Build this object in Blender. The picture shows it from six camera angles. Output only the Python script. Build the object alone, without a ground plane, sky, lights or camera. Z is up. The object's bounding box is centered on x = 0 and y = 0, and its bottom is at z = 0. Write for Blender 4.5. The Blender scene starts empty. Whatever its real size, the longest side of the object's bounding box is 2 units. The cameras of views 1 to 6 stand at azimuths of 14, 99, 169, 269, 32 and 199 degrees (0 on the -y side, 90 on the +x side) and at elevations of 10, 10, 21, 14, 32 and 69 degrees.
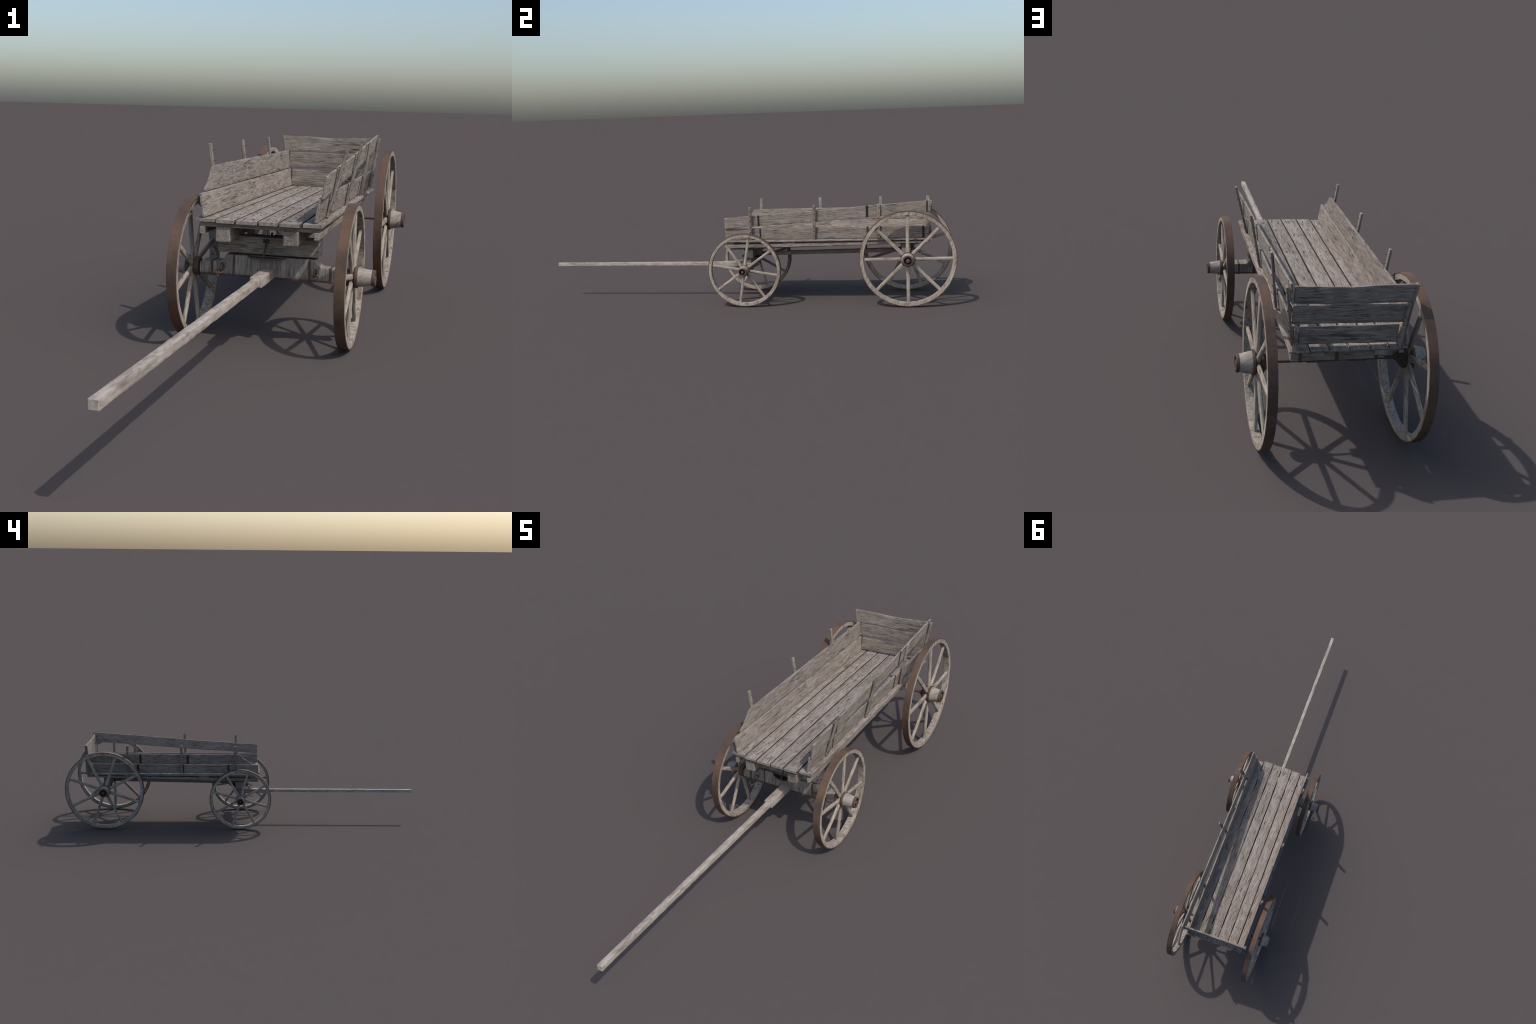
"""Old four-wheeled wooden farm wagon: plank bed with flared side boards, a draught pole and
four spoked, iron-tyred wheels.  x = across, y = along (pole at -y), z = up, metres."""
import bpy, bmesh, math, random
from mathutils import Vector, Matrix, noise

random.seed(7)
COL = bpy.context.scene.collection
MID = -0.0105                       # the bed sits a touch to the left of the wheels' midline


# ------------------------------------------------------------------ materials
def new_mat(name):
    m = bpy.data.materials.new(name)
    m.use_nodes = True
    nt = m.node_tree
    return m, nt, nt.nodes["Principled BSDF"]


def node(nt, kind, **kw):
    n = nt.nodes.new(kind)
    for k, v in kw.items():
        setattr(n, k, v)
    return n


def ramp(nt, fac, stops):
    n = node(nt, "ShaderNodeValToRGB")
    e = n.color_ramp.elements
    while len(e) > 1:
        e.remove(e[0])
    for i, (p, c) in enumerate(stops):
        if not isinstance(c, tuple):
            c = (c, c, c)
        el = e[0] if i == 0 else e.new(p)
        el.position, el.color = p, (*c, 1)
    nt.links.new(fac, n.inputs[0])
    return n.outputs[0]


def mix(nt, fac, a, b, mode="MIX"):
    n = node(nt, "ShaderNodeMix", data_type="RGBA", blend_type=mode)
    for sock, v in ((n.inputs[0], fac), (n.inputs[6], a), (n.inputs[7], b)):
        if isinstance(v, (int, float)):
            sock.default_value = v
        elif isinstance(v, tuple):
            sock.default_value = (*v, 1)
        else:
            nt.links.new(v, sock)
    return n.outputs[2]


def math_node(nt, op, a, b=0.0, clamp=False):
    n = node(nt, "ShaderNodeMath", operation=op, use_clamp=clamp)
    for sock, v in zip(n.inputs, (a, b)):
        if isinstance(v, (int, float)):
            sock.default_value = v
        else:
            nt.links.new(v, sock)
    return n.outputs[0]


def noise_tex(nt, vec, scale, detail=4.0, rough=0.6, distort=0.0):
    n = node(nt, "ShaderNodeTexNoise")
    n.inputs["Scale"].default_value = scale
    n.inputs["Detail"].default_value = detail
    n.inputs["Roughness"].default_value = rough
    n.inputs["Distortion"].default_value = distort
    nt.links.new(vec, n.inputs["Vector"])
    return n.outputs["Fac"]


def shifted_coords(nt):
    """Object coordinates, moved by a per-object random amount so that no two pieces share grain."""
    tc = node(nt, "ShaderNodeTexCoord")
    info = node(nt, "ShaderNodeObjectInfo")
    k = math_node(nt, "MULTIPLY", info.outputs["Random"], 37.0)
    add = node(nt, "ShaderNodeVectorMath", operation="ADD")
    nt.links.new(tc.outputs["Object"], add.inputs[0])
    nt.links.new(k, add.inputs[1])
    return tc, info, add.outputs[0]


def stretched(nt, vec, scale, rot=(0, 0, 0)):
    """Turn the coordinates first, then stretch them, so that the grain can run at an angle."""
    if any(rot):
        rt = node(nt, "ShaderNodeMapping")
        rt.inputs["Rotation"].default_value = rot
        nt.links.new(vec, rt.inputs["Vector"])
        vec = rt.outputs[0]
    mp = node(nt, "ShaderNodeMapping")
    mp.inputs["Scale"].default_value = scale
    nt.links.new(vec, mp.inputs["Vector"])
    return mp.outputs[0]


def wood(name, grain=(1, 10, 10), rot=(0, 0, 0), pale=(0.300, 0.266, 0.234), mid=(0.222, 0.192, 0.164),
         dark=(0.120, 0.099, 0.080), brown=(0.190, 0.148, 0.104), crack=0.85, brownness=0.6, bars=(), bar_axis=(1, 0, 0), bar_side=0, spread=1.0, turned=False, hairs=0.6):
    """Weathered grey timber; the grain runs along the axis with the smallest stretch factor."""
    m, nt, bsdf = new_mat(name)
    tc, info, vec = shifted_coords(nt)
    if turned:                      # unroll the turned surface: (along the axis, round the axis)
        sp = node(nt, "ShaderNodeSeparateXYZ")
        nt.links.new(tc.outputs["Object"], sp.inputs[0])
        ang = math_node(nt, "MULTIPLY", math_node(nt, "ARCTAN2", sp.outputs[2], sp.outputs[1]), 0.028)
        cb = node(nt, "ShaderNodeCombineXYZ")
        nt.links.new(sp.outputs[0], cb.inputs[0])
        nt.links.new(ang, cb.inputs[1])
        nt.links.new(math_node(nt, "MULTIPLY", info.outputs["Random"], 9.0), cb.inputs[2])
        vec = cb.outputs[0]
    along = min(grain)
    g = stretched(nt, vec, grain, rot)
    streak = noise_tex(nt, g, 30, 4, 0.62, 0.3)
    fine = noise_tex(nt, stretched(nt, vec, tuple(0.6 * a if a == along else a for a in grain), rot), 70, 2, 0.5)
    broad = noise_tex(nt, stretched(nt, vec, tuple(0.35 * a + 1.0 for a in grain), rot), 12, 4, 0.6, 0.6)
    patch = noise_tex(nt, stretched(nt, vec, tuple(0.25 * a + 0.75 for a in grain), rot), 9, 4, 0.6)
    # light and dark fibres
    f = math_node(nt, "ADD", math_node(nt, "MULTIPLY", streak, 0.46), math_node(nt, "MULTIPLY", fine, 0.24))
    f = math_node(nt, "ADD", f, math_node(nt, "MULTIPLY", broad, 0.30))
    col = ramp(nt, f, [(0.50 - 0.11 * spread, dark), (0.50 - 0.015 * spread, mid), (0.50 + 0.105 * spread, pale)])
    # brown, less bleached patches
    bmask = ramp(nt, patch, [(0.46, 0.0), (0.66, brownness)])
    col = mix(nt, bmask, col, mix(nt, 0.55, col, brown))
    # dark weather stains drawn out along the grain
    stain = noise_tex(nt, stretched(nt, vec, tuple(0.5 * a if a == along else 0.6 * a for a in grain), rot), 17, 3, 0.55, 0.5)
    col = mix(nt, ramp(nt, stain, [(0.58, 0.0), (0.76, 0.45)]), col, tuple(0.75 * v for v in dark))
    # fine open grain: hair-thin darker lines
    hair = noise_tex(nt, stretched(nt, vec, tuple(0.55 * a if a == along else 1.5 * a for a in grain), rot), 42, 2, 0.5, 0.2)
    col = mix(nt, ramp(nt, hair, [(0.55, 0.0), (0.68, hairs)]), col, tuple(0.62 * v for v in dark))
    # drying cracks: long thin dark lines
    cr = noise_tex(nt, stretched(nt, vec, tuple(0.28 if a == along else a * 0.8 for a in grain), rot), 15, 2, 0.5, 0.25)
    gate = ramp(nt, noise_tex(nt, vec, 11, 2, 0.5), [(0.50, 0.0), (0.58, 1.0)])
    line = ramp(nt, math_node(nt, "ABSOLUTE", math_node(nt, "SUBTRACT", cr, 0.5)), [(0.006, 1.0), (0.022, 0.0)])
    cmask = math_node(nt, "MULTIPLY", math_node(nt, "MULTIPLY", line, gate), crack)
    col = mix(nt, cmask, col, (0.036, 0.030, 0.025))
    # each piece a little lighter or darker
    tone = node(nt, "ShaderNodeMapRange")
    tone.inputs["To Min"].default_value, tone.inputs["To Max"].default_value = 0.90, 1.08
    nt.links.new(info.outputs["Random"], tone.inputs["Value"])
    col = mix(nt, 1.0, col, tone.outputs[0], "MULTIPLY")
    if bars:                        # dark bands across the outer face: baked stake shade painted as colour
        sep = node(nt, "ShaderNodeSeparateXYZ")
        nt.links.new(tc.outputs["Object"], sep.inputs[0])
        dot = node(nt, "ShaderNodeVectorMath", operation="DOT_PRODUCT")
        nt.links.new(tc.outputs["Object"], dot.inputs[0])
        dot.inputs[1].default_value = bar_axis
        total = None
        for c, half in bars:
            d = math_node(nt, "ABSOLUTE", math_node(nt, "SUBTRACT", dot.outputs["Value"], c))
            b = ramp(nt, math_node(nt, "DIVIDE", d, 2 * half), [(0.42, 1.0), (0.58, 0.0)])
            total = b if total is None else math_node(nt, "MAXIMUM", total, b)
        outer = math_node(nt, "GREATER_THAN", math_node(nt, "MULTIPLY", sep.outputs[2], bar_side), 0.0012)
        total = math_node(nt, "MULTIPLY", total, outer)
        col = mix(nt, math_node(nt, "MULTIPLY", total, 0.93), col, (0.012, 0.013, 0.015))
    nt.links.new(col, bsdf.inputs["Base Color"])
    bsdf.inputs["Roughness"].default_value = 0.88
    bsdf.inputs["Specular IOR Level"].default_value = 0.15
    h = math_node(nt, "SUBTRACT", f, math_node(nt, "MULTIPLY", cmask, 0.8))
    bump = node(nt, "ShaderNodeBump")
    bump.inputs["Strength"].default_value = 0.5
    bump.inputs["Distance"].default_value = 0.0022
    nt.links.new(h, bump.inputs["Height"])
    nt.links.new(bump.outputs[0], bsdf.inputs["Normal"])
    return m


def iron(name, base=(0.092, 0.056, 0.041), rust=(0.165, 0.072, 0.036), dark=(0.045, 0.034, 0.029), rough=0.72, rustiness=0.7):
    m, nt, bsdf = new_mat(name)
    tc, info, vec = shifted_coords(nt)
    a = noise_tex(nt, vec, 14, 5, 0.62, 0.4)
    b = noise_tex(nt, vec, 130, 3, 0.6)
    c = noise_tex(nt, vec, 5.5, 2, 0.5)
    col = ramp(nt, a, [(0.34, dark), (0.50, base), (0.72, tuple(1.22 * v for v in base))])
    rm = math_node(nt, "MULTIPLY", ramp(nt, c, [(0.50, 0.0), (0.66, rustiness)]), ramp(nt, a, [(0.42, 0.2), (0.62, 1.0)]))
    col = mix(nt, rm, col, rust)
    col = mix(nt, ramp(nt, b, [(0.40, 0.30), (0.60, 0.0)]), col, dark)
    nt.links.new(col, bsdf.inputs["Base Color"])
    bsdf.inputs["Roughness"].default_value = rough
    bsdf.inputs["Metallic"].default_value = 0.0
    bsdf.inputs["Specular IOR Level"].default_value = 0.3
    bump = node(nt, "ShaderNodeBump")
    bump.inputs["Strength"].default_value = 0.4
    bump.inputs["Distance"].default_value = 0.001
    nt.links.new(b, bump.inputs["Height"])
    nt.links.new(bump.outputs[0], bsdf.inputs["Normal"])
    return m


PLANK = wood("bleached_floor_wood", pale=(0.335, 0.301, 0.278), mid=(0.243, 0.213, 0.191), dark=(0.124, 0.105, 0.090), brownness=0.6)
PLANK_EDGE = wood("shaded_plank_edge_wood", pale=(0.110, 0.098, 0.088), mid=(0.070, 0.061, 0.054), dark=(0.035, 0.030, 0.026), crack=0.3)  # darkened plank wood: the shade in the floor seams put into the colour
BOARD_TONES = dict(pale=(0.308, 0.275, 0.247), mid=(0.222, 0.193, 0.169), dark=(0.112, 0.095, 0.080), crack=0.9)
BOARD = wood("weathered_board_wood", **BOARD_TONES)
POST = wood("stake_wood", pale=(0.295, 0.265, 0.236), mid=(0.220, 0.193, 0.167), crack=0.4)
FRAME = wood("frame_wood", grain=(1, 9, 3), pale=(0.298, 0.267, 0.238), mid=(0.220, 0.193, 0.167), brownness=0.7, crack=0.5)
POLE = wood("pole_wood", grain=(1, 2.4, 2.4), pale=(0.372, 0.338, 0.305), mid=(0.298, 0.263, 0.230), dark=(0.200, 0.169, 0.140),
            brown=(0.26, 0.21, 0.16), crack=0.12, hairs=0.3)
AXLE_WOOD = wood("axle_wood", grain=(8, 0.8, 8), pale=(0.300, 0.275, 0.250), mid=(0.222, 0.202, 0.181), dark=(0.125, 0.111, 0.097), crack=0.6, brownness=0.3)
RIM_WOOD = wood("felloe_wood", grain=(3.0, 9, 0.9), rot=(0.40, 0, 0), pale=(0.385, 0.344, 0.302), mid=(0.283, 0.246, 0.209), dark=(0.120, 0.100, 0.082),
                brownness=0.4, crack=0.0)
SPOKE_WOOD = wood("spoke_wood", grain=(1.1, 6, 6), pale=(0.368, 0.328, 0.286), mid=(0.284, 0.247, 0.208), dark=(0.150, 0.126, 0.102), crack=0.5)
HUB_WOOD = wood("hub_wood", grain=(1.0, 8, 8), rot=(0, 0, 0.75), turned=True, pale=(0.370, 0.338, 0.305), mid=(0.285, 0.254, 0.224), dark=(0.145, 0.124, 0.105), brownness=0.3, crack=0.7)
IRON = iron("rusty_iron")
TYRE = iron("tyre_iron", base=(0.094, 0.058, 0.041), rust=(0.168, 0.073, 0.037), dark=(0.060, 0.040, 0.031), rustiness=0.6)
NAIL = iron("rusty_nail", base=(0.092, 0.050, 0.035), rust=(0.14, 0.060, 0.033), dark=(0.05, 0.031, 0.025))
BLACK = iron("black_recess_fill", base=(0.020, 0.018, 0.017), rust=(0.03, 0.02, 0.016), dark=(0.012, 0.011, 0.011), rough=0.9)  # near-black for nail-hole discs, hub sockets and the turning plate's painted shade


# ------------------------------------------------------------------ objects and meshes
def add_object(name, mesh, parent, matrix=None, mat=None):
    ob = bpy.data.objects.new(name, mesh)
    COL.objects.link(ob)
    if parent is not None:
        ob.parent = parent
    if matrix is not None:
        ob.matrix_basis = (parent.matrix_basis.inverted() @ matrix) if parent is not None and parent.parent is None else \
            ((parent.parent.matrix_basis @ parent.matrix_basis).inverted() @ matrix if parent is not None else matrix)
    if mat is not None and mesh is not None and not mesh.materials:
        mesh.materials.append(mat)
    return ob


def finish(bm, name, sharp=38):
    bmesh.ops.recalc_face_normals(bm, faces=bm.faces[:])
    me = bpy.data.meshes.new(name)
    bm.to_mesh(me)
    bm.free()
    for p in me.polygons:
        p.use_smooth = True
    me.set_sharp_from_angle(angle=math.radians(sharp))
    return me


def lerp(a, b, t):
    return a + (b - a) * t


def board(name, stations, mat, parent, r=0.0012, edge=0.0009, face=0.0003, step=0.012, across=5, seed=None, wobble=0.0, gap_shade=None, gap_shade_on=(True, False)):
    """A sawn timber lofted through stations; each station is its four corners
    (inner-bottom, outer-bottom, outer-top, inner-top) in metres.  Edges are rounded and
    wander a little, faces carry slight relief."""
    seed = random.random() * 100 if seed is None else seed
    st = [[Vector(c) for c in s] for s in stations]
    mids = [sum(s, Vector()) / 4 for s in st]
    org = (mids[0] + mids[-1]) / 2
    thick = (st[0][1] - st[0][0]).length > 0.3 * (st[-1][3] - st[-1][0]).length
    ax = (mids[-1] - mids[0]).normalized()
    wd = (st[0][3] + st[0][2] - st[0][0] - st[0][1] + st[-1][3] + st[-1][2] - st[-1][0] - st[-1][1])
    wd = (wd - ax * wd.dot(ax)).normalized()
    th = ax.cross(wd)
    M = Matrix((ax, wd, th)).transposed().to_4x4()
    M.translation = org
    inv = M.inverted()
    dist = [0.0]
    for a, b in zip(mids, mids[1:]):
        dist.append(dist[-1] + (b - a).length)
    total = dist[-1]
    n = max(2, int(total / step))
    ss = sorted({round(total * i / n, 6) for i in range(n + 1)} | {round(d, 6) for d in dist} | {round(r, 6), round(total - r, 6)})
    rings = []
    bm = bmesh.new()
    for s in ss:
        k = max(i for i in range(len(dist) - 1) if dist[i] <= s + 1e-9)
        t = (s - dist[k]) / (dist[k + 1] - dist[k])
        A, B, C, D = (lerp(st[k][i], st[k + 1][i], t) for i in range(4))
        t_len, w_len = ((B - A).length + (C - D).length) / 2, ((D - A).length + (C - B).length) / 2
        rr = min(r, t_len * 0.35, w_len * 0.35)
        ends = s < 1e-6 or s > total - 1e-6
        pin = rr * 0.9 if ends else 0.0
        pts = []
        na, nb = max(1, across // 2 if thick else 1), across
        # walk round the rounded rectangle in (a: thickness, b: width)
        corner = [((rr, rr), 180), ((t_len - rr, rr), 270), ((t_len - rr, w_len - rr), 0), ((rr, w_len - rr), 90)]
        for c in range(4):
            (ca, cb), ang = corner[c]
            for q in (0, 45, 90):
                an = math.radians(ang + q)
                pts.append((ca + rr * math.cos(an), cb + rr * math.sin(an)))
            nxt = corner[(c + 1) % 4]
            p0 = pts[-1]
            an = math.radians(nxt[1])
            p1 = (nxt[0][0] + rr * math.cos(an), nxt[0][1] + rr * math.sin(an))
            cnt = na if c % 2 == 0 else nb
            for q in range(1, cnt):
                pts.append((lerp(p0[0], p1[0], q / cnt), lerp(p0[1], p1[1], q / cnt)))
        e_top = edge * (noise.noise((s * 17, seed, 0)) + 0.6 * noise.noise((s * 55, seed, 9)))
        e_bot = edge * (noise.noise((s * 17, seed, 40)) + 0.6 * noise.noise((s * 55, seed, 49)))
        bend = wobble * noise.noise((s * 2.2, seed, 77))
        ring = []
        for a, b in pts:
            fa, fb = a / t_len, b / w_len
            a2 = pin + (t_len - 2 * pin) * fa
            b2 = pin + (w_len - 2 * pin) * fb
            b2 += lerp(e_bot, e_top, fb) + bend
            rel = face * (noise.noise((s * 30, b * 140, seed + (5 if fa > 0.5 else 0))) + 0.7 * noise.noise((s * 110, b * 240, seed + 3)))
            a2 += rel * (1 if fa > 0.5 else -1)
            P = lerp(lerp(A, B, a2 / t_len), lerp(D, C, a2 / t_len), b2 / w_len)
            ring.append(bm.verts.new(inv @ P))
        rings.append(ring)
    for r0, r1 in zip(rings, rings[1:]):
        for i in range(len(r0)):
            j = (i + 1) % len(r0)
            bm.faces.new((r0[i], r0[j], r1[j], r1[i]))
    bm.faces.new(rings[0])
    bm.faces.new(rings[-1][::-1])
    if callable(mat):
        mat = mat(M)
    me = finish(bm, name)
    if gap_shade is not None:           # painted seam shade on the faces across the thickness axis
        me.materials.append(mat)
        me.materials.append(gap_shade)
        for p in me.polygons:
            if abs(p.normal.z) > 0.75 and (p.center.z > 0) in gap_shade_on:
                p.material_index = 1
    return add_object(name, me, parent, M, mat)


def bar_y(name, x0, x1, y0, y1, zf, zr, mat, parent, **kw):
    """Timber along y between x0..x1, with (bottom, top) heights zf at the front and zr at the rear."""
    return board(name, [[(x0, y, z[0]), (x1, y, z[0]), (x1, y, z[1]), (x0, y, z[1])] for y, z in ((y0, zf), (y1, zr))], mat, parent, **kw)


def bar_x(name, x0, x1, y0, y1, z0, z1, mat, parent, **kw):
    """Timber along x."""
    return board(name, [[(x, y0, z0), (x, y1, z0), (x, y1, z1), (x, y0, z1)] for x in (x0, x1)], mat, parent, **kw)


def revolve(name, profile, parent, mat, matrix=None, seg=64, closed=True, sharp=32, relief=0.0, seed=0.0):
    """Turn an (x, radius) profile round the x axis."""
    bm = bmesh.new()
    rings = []
    for k in range(seg):
        a = 2 * math.pi * k / seg
        ring = []
        for x, r in profile:
            d = relief * noise.noise((math.cos(a) * r * 60 + seed, math.sin(a) * r * 60, x * 60)) if relief else 0.0
            ring.append(bm.verts.new((x, (r + d) * math.cos(a), (r + d) * math.sin(a))))
        rings.append(ring)
    n = len(profile)
    for k in range(seg):
        a, b = rings[k], rings[(k + 1) % seg]
        for i in range(n if closed else n - 1):
            j = (i + 1) % n
            bm.faces.new((a[i], a[j], b[j], b[i]))
    bmesh.ops.remove_doubles(bm, verts=bm.verts[:], dist=1e-6)
    return add_object(name, finish(bm, name, sharp), parent, matrix, mat)


def sweep(name, pts, rad, parent, mat, seg=10, closed=False, flat=1.0):
    """A round (or flattened) rod along a smooth line of control points."""
    P = [Vector(p) for p in pts]
    path = []
    m = len(P)
    for i in range(m if closed else m - 1):
        g = (lambda k: P[k % m]) if closed else (lambda k: P[min(max(k, 0), m - 1)])
        p0, p1, p2, p3 = g(i - 1), g(i), g(i + 1), g(i + 2)
        for q in range(6):
            t = q / 6
            path.append(0.5 * (2 * p1 + (p2 - p0) * t + (2 * p0 - 5 * p1 + 4 * p2 - p3) * t * t + (3 * p1 - p0 - 3 * p2 + p3) * t ** 3))
    if not closed:
        path.append(P[-1])
    n = len(path)
    bm = bmesh.new()
    rings = []
    up = Vector((0.31, 0.2, 0.93)).normalized()
    for i, p in enumerate(path):
        d = (path[(i + 1) % n] - path[i - 1]) if closed else (path[min(i + 1, n - 1)] - path[max(i - 1, 0)])
        d.normalize()
        u = (up - d * up.dot(d)).normalized()
        v = d.cross(u)
        if not closed:
            up = u
        rings.append([bm.verts.new(p + rad * (u * math.cos(2 * math.pi * k / seg) * flat + v * math.sin(2 * math.pi * k / seg))) for k in range(seg)])
    for i in range(n if closed else n - 1):
        a, b = rings[i], rings[(i + 1) % n]
        for k in range(seg):
            j = (k + 1) % seg
            bm.faces.new((a[k], a[j], b[j], b[k]))
    if not closed:
        bm.faces.new(rings[0][::-1])
        bm.faces.new(rings[-1])
    return add_object(name, finish(bm, name, 60), parent, None, mat)


def ring_loop(name, centre, u, v, R, rad, parent, mat):
    u, v, c = Vector(u).normalized(), Vector(v).normalized(), Vector(centre)
    return sweep(name, [c + R * (u * math.cos(k * math.pi / 5) + v * math.sin(k * math.pi / 5)) for k in range(10)], rad, parent, mat, closed=True)


# ------------------------------------------------------------------ the wagon
wagon = bpy.data.objects.new("farm_wagon", None)
COL.objects.link(wagon)
wagon["label"] = "old weathered wooden farm wagon with four spoked iron-tyred wheels"
wagon["category"] = "wagon"

# ---- floor: six planks with uneven ends and gaps
FLOOR_TOP = 0.3087


def floor_bottom(y):
    """The planks thin a little towards the rear."""
    return lerp(0.2996, 0.3040, (y + 0.09) / 0.97)


# each plank: (left, right) edges at the front, the same further back, front end, rear end
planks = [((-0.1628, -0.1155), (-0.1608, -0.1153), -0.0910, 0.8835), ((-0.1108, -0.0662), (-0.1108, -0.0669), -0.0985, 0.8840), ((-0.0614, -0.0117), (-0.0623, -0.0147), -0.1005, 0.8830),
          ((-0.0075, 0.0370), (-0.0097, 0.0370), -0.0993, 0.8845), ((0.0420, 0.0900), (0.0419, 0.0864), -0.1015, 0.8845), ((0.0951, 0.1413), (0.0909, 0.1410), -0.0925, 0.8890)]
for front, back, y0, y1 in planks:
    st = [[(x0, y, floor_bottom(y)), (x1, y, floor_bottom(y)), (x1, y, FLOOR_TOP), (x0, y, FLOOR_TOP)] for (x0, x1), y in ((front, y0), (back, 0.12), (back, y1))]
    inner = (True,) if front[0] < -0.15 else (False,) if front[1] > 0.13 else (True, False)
    board("floor_plank", st, PLANK, wagon, r=0.0007, edge=0.0005, across=2, gap_shade=PLANK_EDGE, gap_shade_on=inner)

# ---- under-floor frame: tapered sills, side rails and cross battens
def tapered(name, x0, x1, heights, r):
    return board(name, [[(x0, y, b), (x1, y, b), (x1, y, t), (x0, y, t)] for y, b, t in heights], FRAME, wagon, r=r)


for x0, x1 in ((-0.1125, -0.0780), (0.0497, 0.0850)):
    tapered("sill", x0, x1, ((-0.0915, 0.2548, 0.2888), (0.186, 0.2628, 0.2920), (0.546, 0.2728, 0.2965), (0.729, 0.2770, 0.2987), (0.8800, 0.2865, 0.3005)), 0.0016)
for x0, x1 in ((-0.1532, -0.1410), (0.1215, 0.1332)):
    tapered("side_rail", x0, x1, ((-0.0895, 0.2713, 0.2885), (0.19, 0.2735, 0.2908), (0.39, 0.2785, 0.2934), (0.55, 0.2818, 0.2950), (0.8800, 0.2898, 0.2985)), 0.0012)
for y0, y1 in ((-0.0830, -0.0480), (0.1870, 0.2460), (0.5750, 0.6750), (0.8460, 0.8760)):
    ym = 0.5 * (y0 + y1)
    bar_x("cross_batten", -0.1525, 0.1328, y0, y1, lerp(0.2882, 0.2980, (ym + 0.09) / 0.97), floor_bottom(ym) - 0.0002, FRAME, wagon, r=0.0004, edge=0.0, face=0.0)


# ---- side boards (they lean outwards; z runs up the board)
def side_board(stations, spots=(), **kw):
    def banded(M):
        side = math.copysign(1, stations[0][0][0])
        along_y = (M[1][0], M[1][1], M[1][2])
        bars = [((a + b) / 2 - M.translation.y, (b - a) / 2) for a, b in spots]
        return wood("weathered_board_wood_banded", bars=bars, bar_axis=along_y, bar_side=side, **BOARD_TONES)
    return board("side_board", stations, banded if spots else BOARD, wagon, r=0.0009, edge=0.0011, face=0.0004, across=8, step=0.010, **kw)


def lean(y, z0, z1, x0, x1, t):
    """One station of a leaning board: outer face from (x0,z0) to (x1,z1), thickness t towards the middle."""
    s = -math.copysign(t, x0)
    return [(x0 + s, y, z0 + 0.0004), (x0, y, z0), (x1, y, z1), (x1 + s, y, z1 + 0.0004)]


# right side (+x): level lower board, and an upper board that climbs to the rear
side_board([lean(-0.0890, 0.3110, 0.3663, 0.1265, 0.1335, 0.0060), lean(0.888, 0.3115, 0.3685, 0.1237, 0.1322, 0.0060)],
           [(0.5868, 0.5968), (0.0772, 0.0850), (0.8440, 0.8540)])
side_board([lean(-0.0885, 0.3664, 0.4190, 0.1415, 0.1478, 0.0060), lean(0.30, 0.3905, 0.4442, 0.1413, 0.1480, 0.0060), lean(0.60, 0.4130, 0.4677, 0.1410, 0.1482, 0.0060),
            lean(0.8885, 0.4335, 0.4884, 0.1405, 0.1479, 0.0060)],
           [(0.5845, 0.5970), (0.0720, 0.0815), (0.8620, 0.8690)])
# left side (-x): lower board whole, upper board with its front corner broken away
side_board([lean(-0.0920, 0.3108, 0.3660, -0.1462, -0.1545, 0.0058), lean(0.888, 0.3110, 0.3665, -0.1418, -0.1495, 0.0065)],
           [(0.5860, 0.5968), (0.3300, 0.3352), (0.0740, 0.0832)])
broken = [(-0.0552, 0.3735), (-0.0460, 0.3790), (-0.0361, 0.3834), (-0.0225, 0.3945), (-0.0090, 0.4012), (-0.0021, 0.4110), (0.0047, 0.4218), (0.0331, 0.4258),
          (0.30, 0.4268), (0.60, 0.4270), (0.888, 0.4285)]
zlow = 0.3692


def left_x(z, y):
    k = (y + 0.09) / 0.98
    return lerp(-0.1553, -0.1500, k) - lerp(0.060, 0.120, k) * (z - 0.3705)


side_board([lean(y, zlow, z, left_x(zlow, y), left_x(z, y), 0.0058) for y, z in broken], [(0.5705, 0.5810), (0.3030, 0.3150)])

# ---- tailgate: three boards leaning slightly backwards
def tail_y(z):
    return 0.8655 + 0.085 * (z - 0.315)


def tail_board(line, t=0.0068, **kw):
    """line: (x, bottom, top) from left to right."""
    st = [[(x, tail_y(z0) - t / 2, z0), (x, tail_y(z0) + t / 2, z0), (x, tail_y(z1) + t / 2, z1), (x, tail_y(z1) - t / 2, z1)] for x, z0, z1 in line]
    return board("tailgate_board", st, BOARD, wagon, r=0.0012, edge=0.0010, face=0.0004, across=8, step=0.008, **kw)


tail_board([(-0.1370, 0.3148, 0.3645), (0.1160, 0.3172, 0.3665)])
tail_board([(-0.1478, 0.3722, 0.4222), (0.1345, 0.3746, 0.4240)])
tail_board([(-0.1680, 0.4275, 0.4765), (-0.10, 0.4280, 0.4772), (-0.05, 0.4262, 0.4752), (-0.01, 0.4245, 0.4732), (0.03, 0.4255, 0.4738), (0.08, 0.4290, 0.4762), (0.1340, 0.4320, 0.4780)])

# ---- stakes outside the boards, each held by a row of nails
nail_mesh = None


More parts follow.
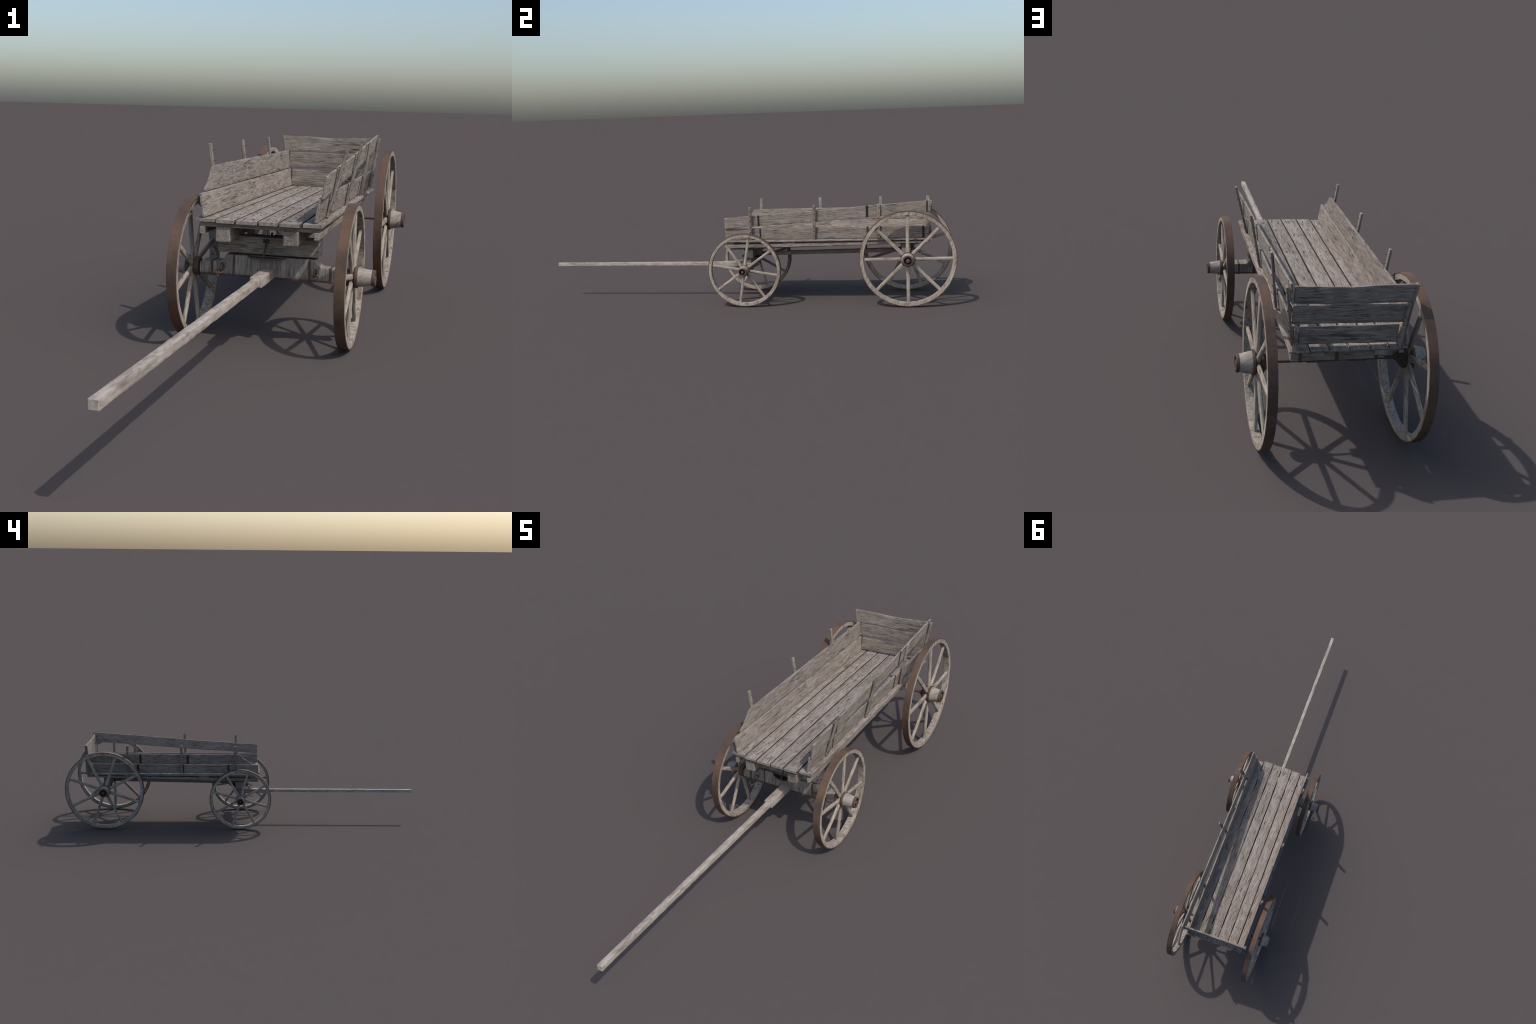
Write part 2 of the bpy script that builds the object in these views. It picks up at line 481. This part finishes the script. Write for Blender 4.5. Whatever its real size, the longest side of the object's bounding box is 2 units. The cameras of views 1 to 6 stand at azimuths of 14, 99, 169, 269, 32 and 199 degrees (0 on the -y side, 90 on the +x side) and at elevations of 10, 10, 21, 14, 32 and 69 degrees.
def nail_shape():
    prof = [(0.0, 0.0), (0.0, 0.0023), (0.0012, 0.0020), (0.0018, 0.0009), (0.0020, 0.0)]
    bm = bmesh.new()
    seg = 8
    outline = [(-0.0160, 0.0003), (-0.0150, 0.0006), (0.0, 0.0006)] + prof[1:-1]
    rings = [[bm.verts.new((x, r * math.cos(2 * math.pi * k / seg), r * math.sin(2 * math.pi * k / seg))) for k in range(seg)] for x, r in outline]
    for a, b in zip(rings, rings[1:]):
        for k in range(seg):
            bm.faces.new((a[k], a[(k + 1) % seg], b[(k + 1) % seg], b[k]))
    bm.faces.new(rings[0][::-1])
    bm.faces.new(rings[-1])
    me = finish(bm, "nail", 50)
    me.materials.append(NAIL)
    return me


NAIL_MESH = nail_shape()
NAIL_HEIGHTS = (0.10, 0.255, 0.41, 0.60, 0.76, 0.90)


def stake(bottom, top, side, parent=wagon):
    b, t = Vector(bottom), Vector(top)
    up = (t - b).normalized()
    out = Vector((side, 0, 0))
    out = (out - up * out.dot(up)).normalized()
    w, th = 0.0071, 0.0034
    y = Vector((0, 1, 0))
    y = (y - up * y.dot(up)).normalized()
    st = [[p - out * th - y * w * k, p + out * th - y * w * k, p + out * th + y * w * k, p - out * th + y * w * k] for p, k in ((b, 0.96), (t, 1.02))]
    s = board("stake", st, POST, parent, r=0.0011, edge=0.0006, face=0.0003, across=3, step=0.008)
    z = out.cross(y)
    for f in NAIL_HEIGHTS:
        p = lerp(t, b, f) + out * (th + 0.0002) + y * random.uniform(-0.0015, 0.0015)
        R = Matrix((out, y, z)).transposed().to_4x4()
        R = R @ Matrix.Diagonal((1.0, 1.2, 1.2, 1.0))
        R.translation = p
        add_object("nail", NAIL_MESH, s, R)
    return s


for bot, top in (((0.1300, 0.0345, 0.3115), (0.1705, 0.0415, 0.4705)), ((0.1310, 0.3385, 0.3125), (0.1645, 0.3460, 0.4760)),
                 ((0.1325, 0.6410, 0.3140), (0.1530, 0.6455, 0.4755)), ((0.1312, 0.8650, 0.3160), (0.1535, 0.8785, 0.4780))):
    stake(bot, top, 1)
for bot, top in (((-0.1500, 0.0410, 0.3130), (-0.1712, 0.0412, 0.4778)), ((-0.1490, 0.3445, 0.3130), (-0.1710, 0.3432, 0.4780)),
                 ((-0.1480, 0.6500, 0.3130), (-0.1708, 0.6455, 0.4780)), ((-0.1470, 0.8655, 0.3130), (-0.1708, 0.8775, 0.4770))):
    stake(bot, top, -1)

# ---- nails in the floor (domed, rusty) and flat black discs beside them, each standing in for an empty nail hole
nail_x = [-0.1020, -0.0813, -0.0494, -0.0290, 0.0058, 0.0262, 0.0587, 0.0790]
up_matrix = Matrix(((0, 1, 0, 0), (0, 0, 1, 0), (1, 0, 0, 0), (0, 0, 0, 1)))
for y in (-0.0695, 0.0130, 0.2150, 0.6473, 0.7740, 0.8412):
    for x in nail_x:
        M = up_matrix.copy() @ Matrix.Scale(1.08, 4)
        M.translation = (x + random.uniform(-0.0006, 0.0006), y + random.uniform(-0.0007, 0.0007), FLOOR_TOP - 0.0004)
        add_object("nail", NAIL_MESH, wagon, M)
bm = bmesh.new()
for y in (-0.0577, 0.0583, 0.2262, 0.5953, 0.7028):
    for x in nail_x:
        T = Matrix.Translation((x + random.uniform(-0.0006, 0.0006), y + random.uniform(-0.001, 0.001), FLOOR_TOP - 0.0001))
        bmesh.ops.create_cone(bm, cap_ends=True, segments=8, radius1=0.0022, radius2=0.0020, depth=0.0014, matrix=T)
hole_discs = add_object("nail_hole_disc", finish(bm, "nail_hole_disc"), wagon, None, BLACK)
hole_discs["kind"] = "stuff"

# ---- front bolster, turning plate and axle
bar_x("bolster", -0.1320, 0.1205, -0.0060, 0.0395, 0.2165, 0.2590, FRAME, wagon, r=0.0018, edge=0.0010, face=0.0006, across=5)
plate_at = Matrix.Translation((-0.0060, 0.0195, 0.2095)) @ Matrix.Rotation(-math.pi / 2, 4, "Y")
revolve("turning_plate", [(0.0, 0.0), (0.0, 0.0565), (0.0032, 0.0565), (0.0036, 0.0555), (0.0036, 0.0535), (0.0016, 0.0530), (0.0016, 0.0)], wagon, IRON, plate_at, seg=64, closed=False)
revolve("plate_shade_disc", [(0.0012, 0.0), (0.0012, 0.0532), (0.0024, 0.0527), (0.0024, 0.0)], wagon, BLACK, plate_at, seg=64, closed=False)  # added black disc that paints the baked shade inside the turning plate
AY0, AY1 = -0.0110, 0.0295


def axle_top():
    """Outline of the axle beam's upper edge from left to right (x, z)."""
    pts = [(-0.1770, 0.1870), (-0.1740, 0.1915), (-0.1700, 0.1940), (-0.1240, 0.1945)]
    for k in range(1, 6):
        a = k / 6 * math.pi / 2
        pts.append((-0.1240 + 0.0135 * math.sin(a) ** 1.3, 0.1945 + 0.0175 * (1 - math.cos(a)) ** 0.8))
    left = pts + [(-0.1090, 0.2122)]
    right = [(-p[0] + 0.0040, p[1]) for p in left][::-1]
    return left + right


board("axle", [[(x, AY0, 0.1632), (x, AY1, 0.1632), (x, AY1, z), (x, AY0, z)] for x, z in axle_top()], AXLE_WOOD, wagon, r=0.0016, edge=0.0006, face=0.0006, across=6, step=0.008)
bar_x("iron_strap", -0.1760, 0.1765, AY0 - 0.0010, AY1 + 0.0010, 0.1592, 0.1640, IRON, wagon, r=0.0006, edge=0, face=0.0001)
for x, z in ((-0.1448, 0.1952), (-0.0890, 0.2130), (0.0995, 0.2130), (0.1508, 0.1952)):
    bar_x("iron_strap", x - 0.0026, x + 0.0026, AY0 - 0.0016, AY1 + 0.0016, 0.1580, z + 0.0004, IRON, wagon, r=0.0006, edge=0, face=0, step=0.003)

# king bolt: a bent strap from the bolster's face down to the rim of the turning plate
sweep("king_bolt", [(-0.0080, -0.0075, 0.2540), (-0.0082, -0.0110, 0.2470), (-0.0088, -0.0190, 0.2330), (-0.0096, -0.0290, 0.2175), (-0.0100, -0.0335, 0.2105)], 0.0024, wagon, IRON)
bar_x("bolt_plate", -0.0180, -0.0020, -0.0078, -0.0058, 0.2455, 0.2555, IRON, wagon, r=0.0006, edge=0, face=0)
for x in (-0.0155, -0.0040):
    M = Matrix(((0, 1, 0, 0), (-1, 0, 0, 0), (0, 0, 1, 0), (0, 0, 0, 1)))
    M.translation = (x, -0.0078, 0.2500)
    add_object("nail", NAIL_MESH, wagon, M)
revolve("pin", [(0.0, 0.0), (0.0, 0.0030), (0.0120, 0.0030), (0.0125, 0.0)], wagon, IRON, Matrix.Translation((-0.0018, 0.0180, 0.2560)) @ Matrix.Rotation(-math.pi / 2, 4, "Y"), seg=12, closed=False)

# pairs of linked draught rings on the axle's face
for x in (-0.1155, 0.1155):
    sgn = -1 if x < 0 else 1
    revolve("ring_boss", [(0.0, 0.0), (0.0, 0.0036), (0.0050, 0.0034), (0.0065, 0.0020), (0.0068, 0.0)], wagon, IRON,
            Matrix.Translation((x + 0.001, AY0 + 0.001, 0.1815)) @ Matrix.Rotation(-math.pi / 2, 4, "Z"), seg=12, closed=False)
    ring_loop("ring", (x, -0.0265, 0.1830), (0.10, 1, 0), (0.03, 0, 1), 0.0105, 0.0016, wagon, IRON)
    ring_loop("ring", (x - 0.0005, -0.0470, 0.1762), (1, 0, 0.05), (0, 1, 0.30), 0.0110, 0.0016, wagon, IRON)
    revolve("ring_boss", [(0.0, 0.0), (0.0, 0.0022), (0.0045, 0.0026), (0.0060, 0.0)], wagon, IRON,
            Matrix.Translation((x, -0.0600, 0.1712)) @ Matrix.Rotation(math.pi / 2, 4, "Y"), seg=10, closed=False)

# ---- draught pole and its socket block
bar_y("pole", -0.0085, 0.0082, -1.0000, -0.1300, (0.1664, 0.1826), (0.1648, 0.1828), POLE, wagon, r=0.0012, edge=0.0006, face=0.0007, across=3, step=0.006)
bar_y("pole_socket", -0.0163, 0.0128, -0.1350, 0.0440, (0.1606, 0.1848), (0.1606, 0.1848), POLE, wagon, r=0.0016, edge=0.0006, face=0.0005, across=4)

# ---- reach (the long timber that ties the axles) and a wedge over its front end
board("reach", [[(-0.0055, y, z0), (0.0195, y, z0), (0.0195, y, z1), (-0.0055, y, z1)] for y, z0, z1 in ((0.030, 0.2160, 0.2330), (0.345, 0.2206, 0.2390), (0.715, 0.2272, 0.2465), (0.756, 0.2268, 0.2470))],
      FRAME, wagon, r=0.0016)
board("reach_wedge", [[(-0.0055, y, z0), (0.0195, y, z0), (0.0195, y, 0.2560), (-0.0055, y, 0.2560)] for y, z0 in ((0.0385, 0.2320), (0.0640, 0.2335), (0.0720, 0.2450))],
      FRAME, wagon, r=0.0010)

# ---- rear bolster, beam, straps and the iron axle rod
bar_x("bolster", -0.1365, 0.1155, 0.7480, 0.7900, 0.2495, 0.2830, FRAME, wagon, r=0.0018, edge=0.0009, face=0.0006, across=5)
bar_x("axle", -0.1365, 0.1155, 0.7520, 0.7880, 0.2270, 0.2490, FRAME, wagon, r=0.0018, edge=0.0009, face=0.0006, across=4)
for x in (0.0903, -0.0064, -0.1130):
    bar_x("iron_strap", x - 0.0035, x + 0.0035, 0.7464, 0.7916, 0.2250, 0.2840, IRON, wagon, r=0.0006, edge=0, face=0, step=0.003)
revolve("axle_rod", [(-0.1900, 0.0), (-0.1900, 0.0046), (0.1900, 0.0046), (0.1900, 0.0)], wagon, IRON, Matrix.Translation((0, 0.7770, 0.2238)), seg=16, closed=False)
for x0, x1 in ((-0.0850, -0.0350), (0.0180, 0.0720)):
    bar_x("iron_plate", x0, x1, 0.7650, 0.7890, 0.2222, 0.2275, IRON, wagon, r=0.0006, edge=0, face=0)


# ------------------------------------------------------------------ wheels
def spoke_mesh(r0, r1, w, t):
    """A spoke along local +x from r0 to r1: broad at the hub, waisted, slightly swelling at the rim."""
    bm = bmesh.new()
    n, seg = 14, 12
    rings = []
    for i in range(n + 1):
        f = i / n
        k = 1.12 - 0.16 * math.sin(min(1.0, f * 1.5) * math.pi / 2) + 0.06 * f * f
        d = lerp(1.05, 0.92, f)
        ring = []
        for q in range(seg):
            a = 2 * math.pi * q / seg
            c, s = math.cos(a), math.sin(a)
            m = (abs(c) ** 3.0 + abs(s) ** 3.0) ** (-1 / 3.0)
            jit = 1 + 0.03 * noise.noise((f * 4, c, s))
            ring.append(bm.verts.new((lerp(r0, r1, f), w / 2 * k * c * m * jit, t / 2 * d * s * m * jit)))
        rings.append(ring)
    for a, b in zip(rings, rings[1:]):
        for q in range(seg):
            bm.faces.new((a[q], a[(q + 1) % seg], b[(q + 1) % seg], b[q]))
    bm.faces.new(rings[0][::-1])
    bm.faces.new(rings[-1])
    me = finish(bm, "spoke", 45)
    me.materials.append(SPOKE_WOOD)
    return me


def felloe(parent, M, R_in, R_out, a0, a1, x0, x1, seed):
    """One curved wooden segment of the rim, its ends butted with a hairline joint."""
    n = 8
    gap = 0.0004 / R_out
    bm = bmesh.new()
    rings = []
    ch = 0.0012
    sec = [(x0 + ch, R_in), (x1 - ch, R_in), (x1, R_in + ch), (x1, (R_in + R_out) / 2), (x1, R_out), (x0, R_out), (x0, (R_in + R_out) / 2), (x0, R_in + ch)]
    for i in range(n + 1):
        a = lerp(a0 + gap, a1 - gap, i / n)
        ring = []
        for x, r in sec:
            rr = r + (0.0007 * noise.noise((a * 6, seed, x * 90)) + 0.0003 * noise.noise((a * 25, seed, x * 90)) if r < R_out - 1e-4 else 0.0)
            ring.append(bm.verts.new((x, rr * math.cos(a), rr * math.sin(a))))
        rings.append(ring)
    for p, q in zip(rings, rings[1:]):
        for k in range(len(sec)):
            j = (k + 1) % len(sec)
            bm.faces.new((p[k], p[j], q[j], q[k]))
    bm.faces.new(rings[0])
    bm.faces.new(rings[-1][::-1])
    return add_object("felloe", finish(bm, "felloe", 40), parent, M, RIM_WOOD)


def wheel(side, y, R, phase, big):
    """A wheel in local axes: +x points out of the wagon, the hub axis is x."""
    W = Matrix.Translation((0, y, R))
    if side < 0:
        W = W @ Matrix.Rotation(math.pi, 4, "Z")
        phase = 180 - phase
    e = bpy.data.objects.new("wheel", None)
    COL.objects.link(e)
    e.parent = wagon
    e.matrix_basis = W
    s = 1.0 if big else 0.78
    x0, x1 = 0.1840, 0.2078
    R_in, R_t = R - (0.0198 if big else 0.0172), R - 0.0034
    revolve("tyre", [(x0 - 0.0003, R_t), (x0 - 0.0003, R - 0.0004), (x0 + 0.0003, R), (x1 - 0.0003, R), (x1 + 0.0003, R - 0.0004), (x1 + 0.0003, R_t)],
            e, TYRE, W @ Matrix.Rotation(math.radians(phase), 4, 'X'), seg=32)
    n_f = 4
    for k in range(n_f):
        a0 = math.radians(phase + 22.5) + 2 * math.pi * k / n_f
        felloe(e, W, R_in, R_t - 0.0001, a0, a0 + 2 * math.pi / n_f, x0, x1, k + y * 10 + side)
    sm = spoke_mesh(0.018 * s, R_in + 0.004, 0.0162 if big else 0.0132, 0.0112 if big else 0.0100)
    for k in range(8):
        a = math.radians(phase) + k * math.pi / 4
        rad = Vector((-0.018, math.cos(a), math.sin(a))).normalized()
        tan = Vector((0, -math.sin(a), math.cos(a)))
        S = Matrix((rad, tan, rad.cross(tan))).transposed().to_4x4()
        S.translation = (0.2002, 0, 0)
        add_object("spoke", sm, e, W @ S)
    # turned hub with iron bands at both ends
    rb, rw0, rw1, re, hole, nut = (0.0337, 0.0312, 0.0232, 0.0240, 0.0178, 0.0095) if big else (0.0262, 0.0243, 0.0185, 0.0190, 0.0140, 0.0064)
    revolve("hub", [(0.1830, 0.0), (0.1830, rb * 0.68), (0.2100, rb * 0.68), (0.2100, rw0), (0.2480, rw1), (0.2480, hole), (0.2440, hole), (0.2440, 0.0)], e, HUB_WOOD, W, seg=40, closed=False)
    revolve("hub_band", [(0.2068, rb * 0.6), (0.2068, rb - 0.0008), (0.2076, rb), (0.2138, rb), (0.2146, rb - 0.0008), (0.2146, rb * 0.6)], e, IRON, W, seg=40)
    revolve("hub_band", [(0.2478, hole), (0.2478, re + 0.0003), (0.2485, re + 0.0008), (0.2553, re), (0.2560, re - 0.0008), (0.2560, hole + 0.0006), (0.2550, hole)], e, IRON, W, seg=40)
    revolve("hub_socket", [(0.2446, 0.0), (0.2446, hole - 0.0001), (0.2535, hole - 0.0001), (0.2535, hole - 0.0012), (0.2458, hole - 0.0014), (0.2458, 0.0)], e, BLACK, W, seg=32, closed=False)
    revolve("axle_nut", [(0.2455, 0.0), (0.2455, nut), (0.2545, nut), (0.2558, nut * 0.75), (0.2558, 0.0)], e, IRON, W, seg=6, closed=False, sharp=20)
    ri = rb * (0.86 if big else 0.88)
    if big:
        prof = [(0.1930, 0.0), (0.1930, ri), (0.1925, ri + 0.0006), (0.1855, ri + 0.0006), (0.1830, ri - 0.003), (0.1770, ri - 0.0100), (0.1700, 0.0090), (0.1620, 0.0060), (0.1620, 0.0)]
    else:
        prof = [(0.1935, 0.0), (0.1935, ri - 0.001), (0.1920, ri), (0.1830, ri), (0.1812, ri - 0.0020), (0.1812, 0.0105), (0.1760, 0.0100), (0.1760, 0.0)]
    revolve("hub_collar", prof, e, IRON, W, seg=36, closed=False)
    return e


wheel(1, 0.7767, 0.2235, 0.5, True)
wheel(-1, 0.7767, 0.2235, 18.8, True)
wheel(1, 0.0095, 0.1753, 36.0, False)
wheel(-1, 0.0095, 0.1753, 15.2, False)
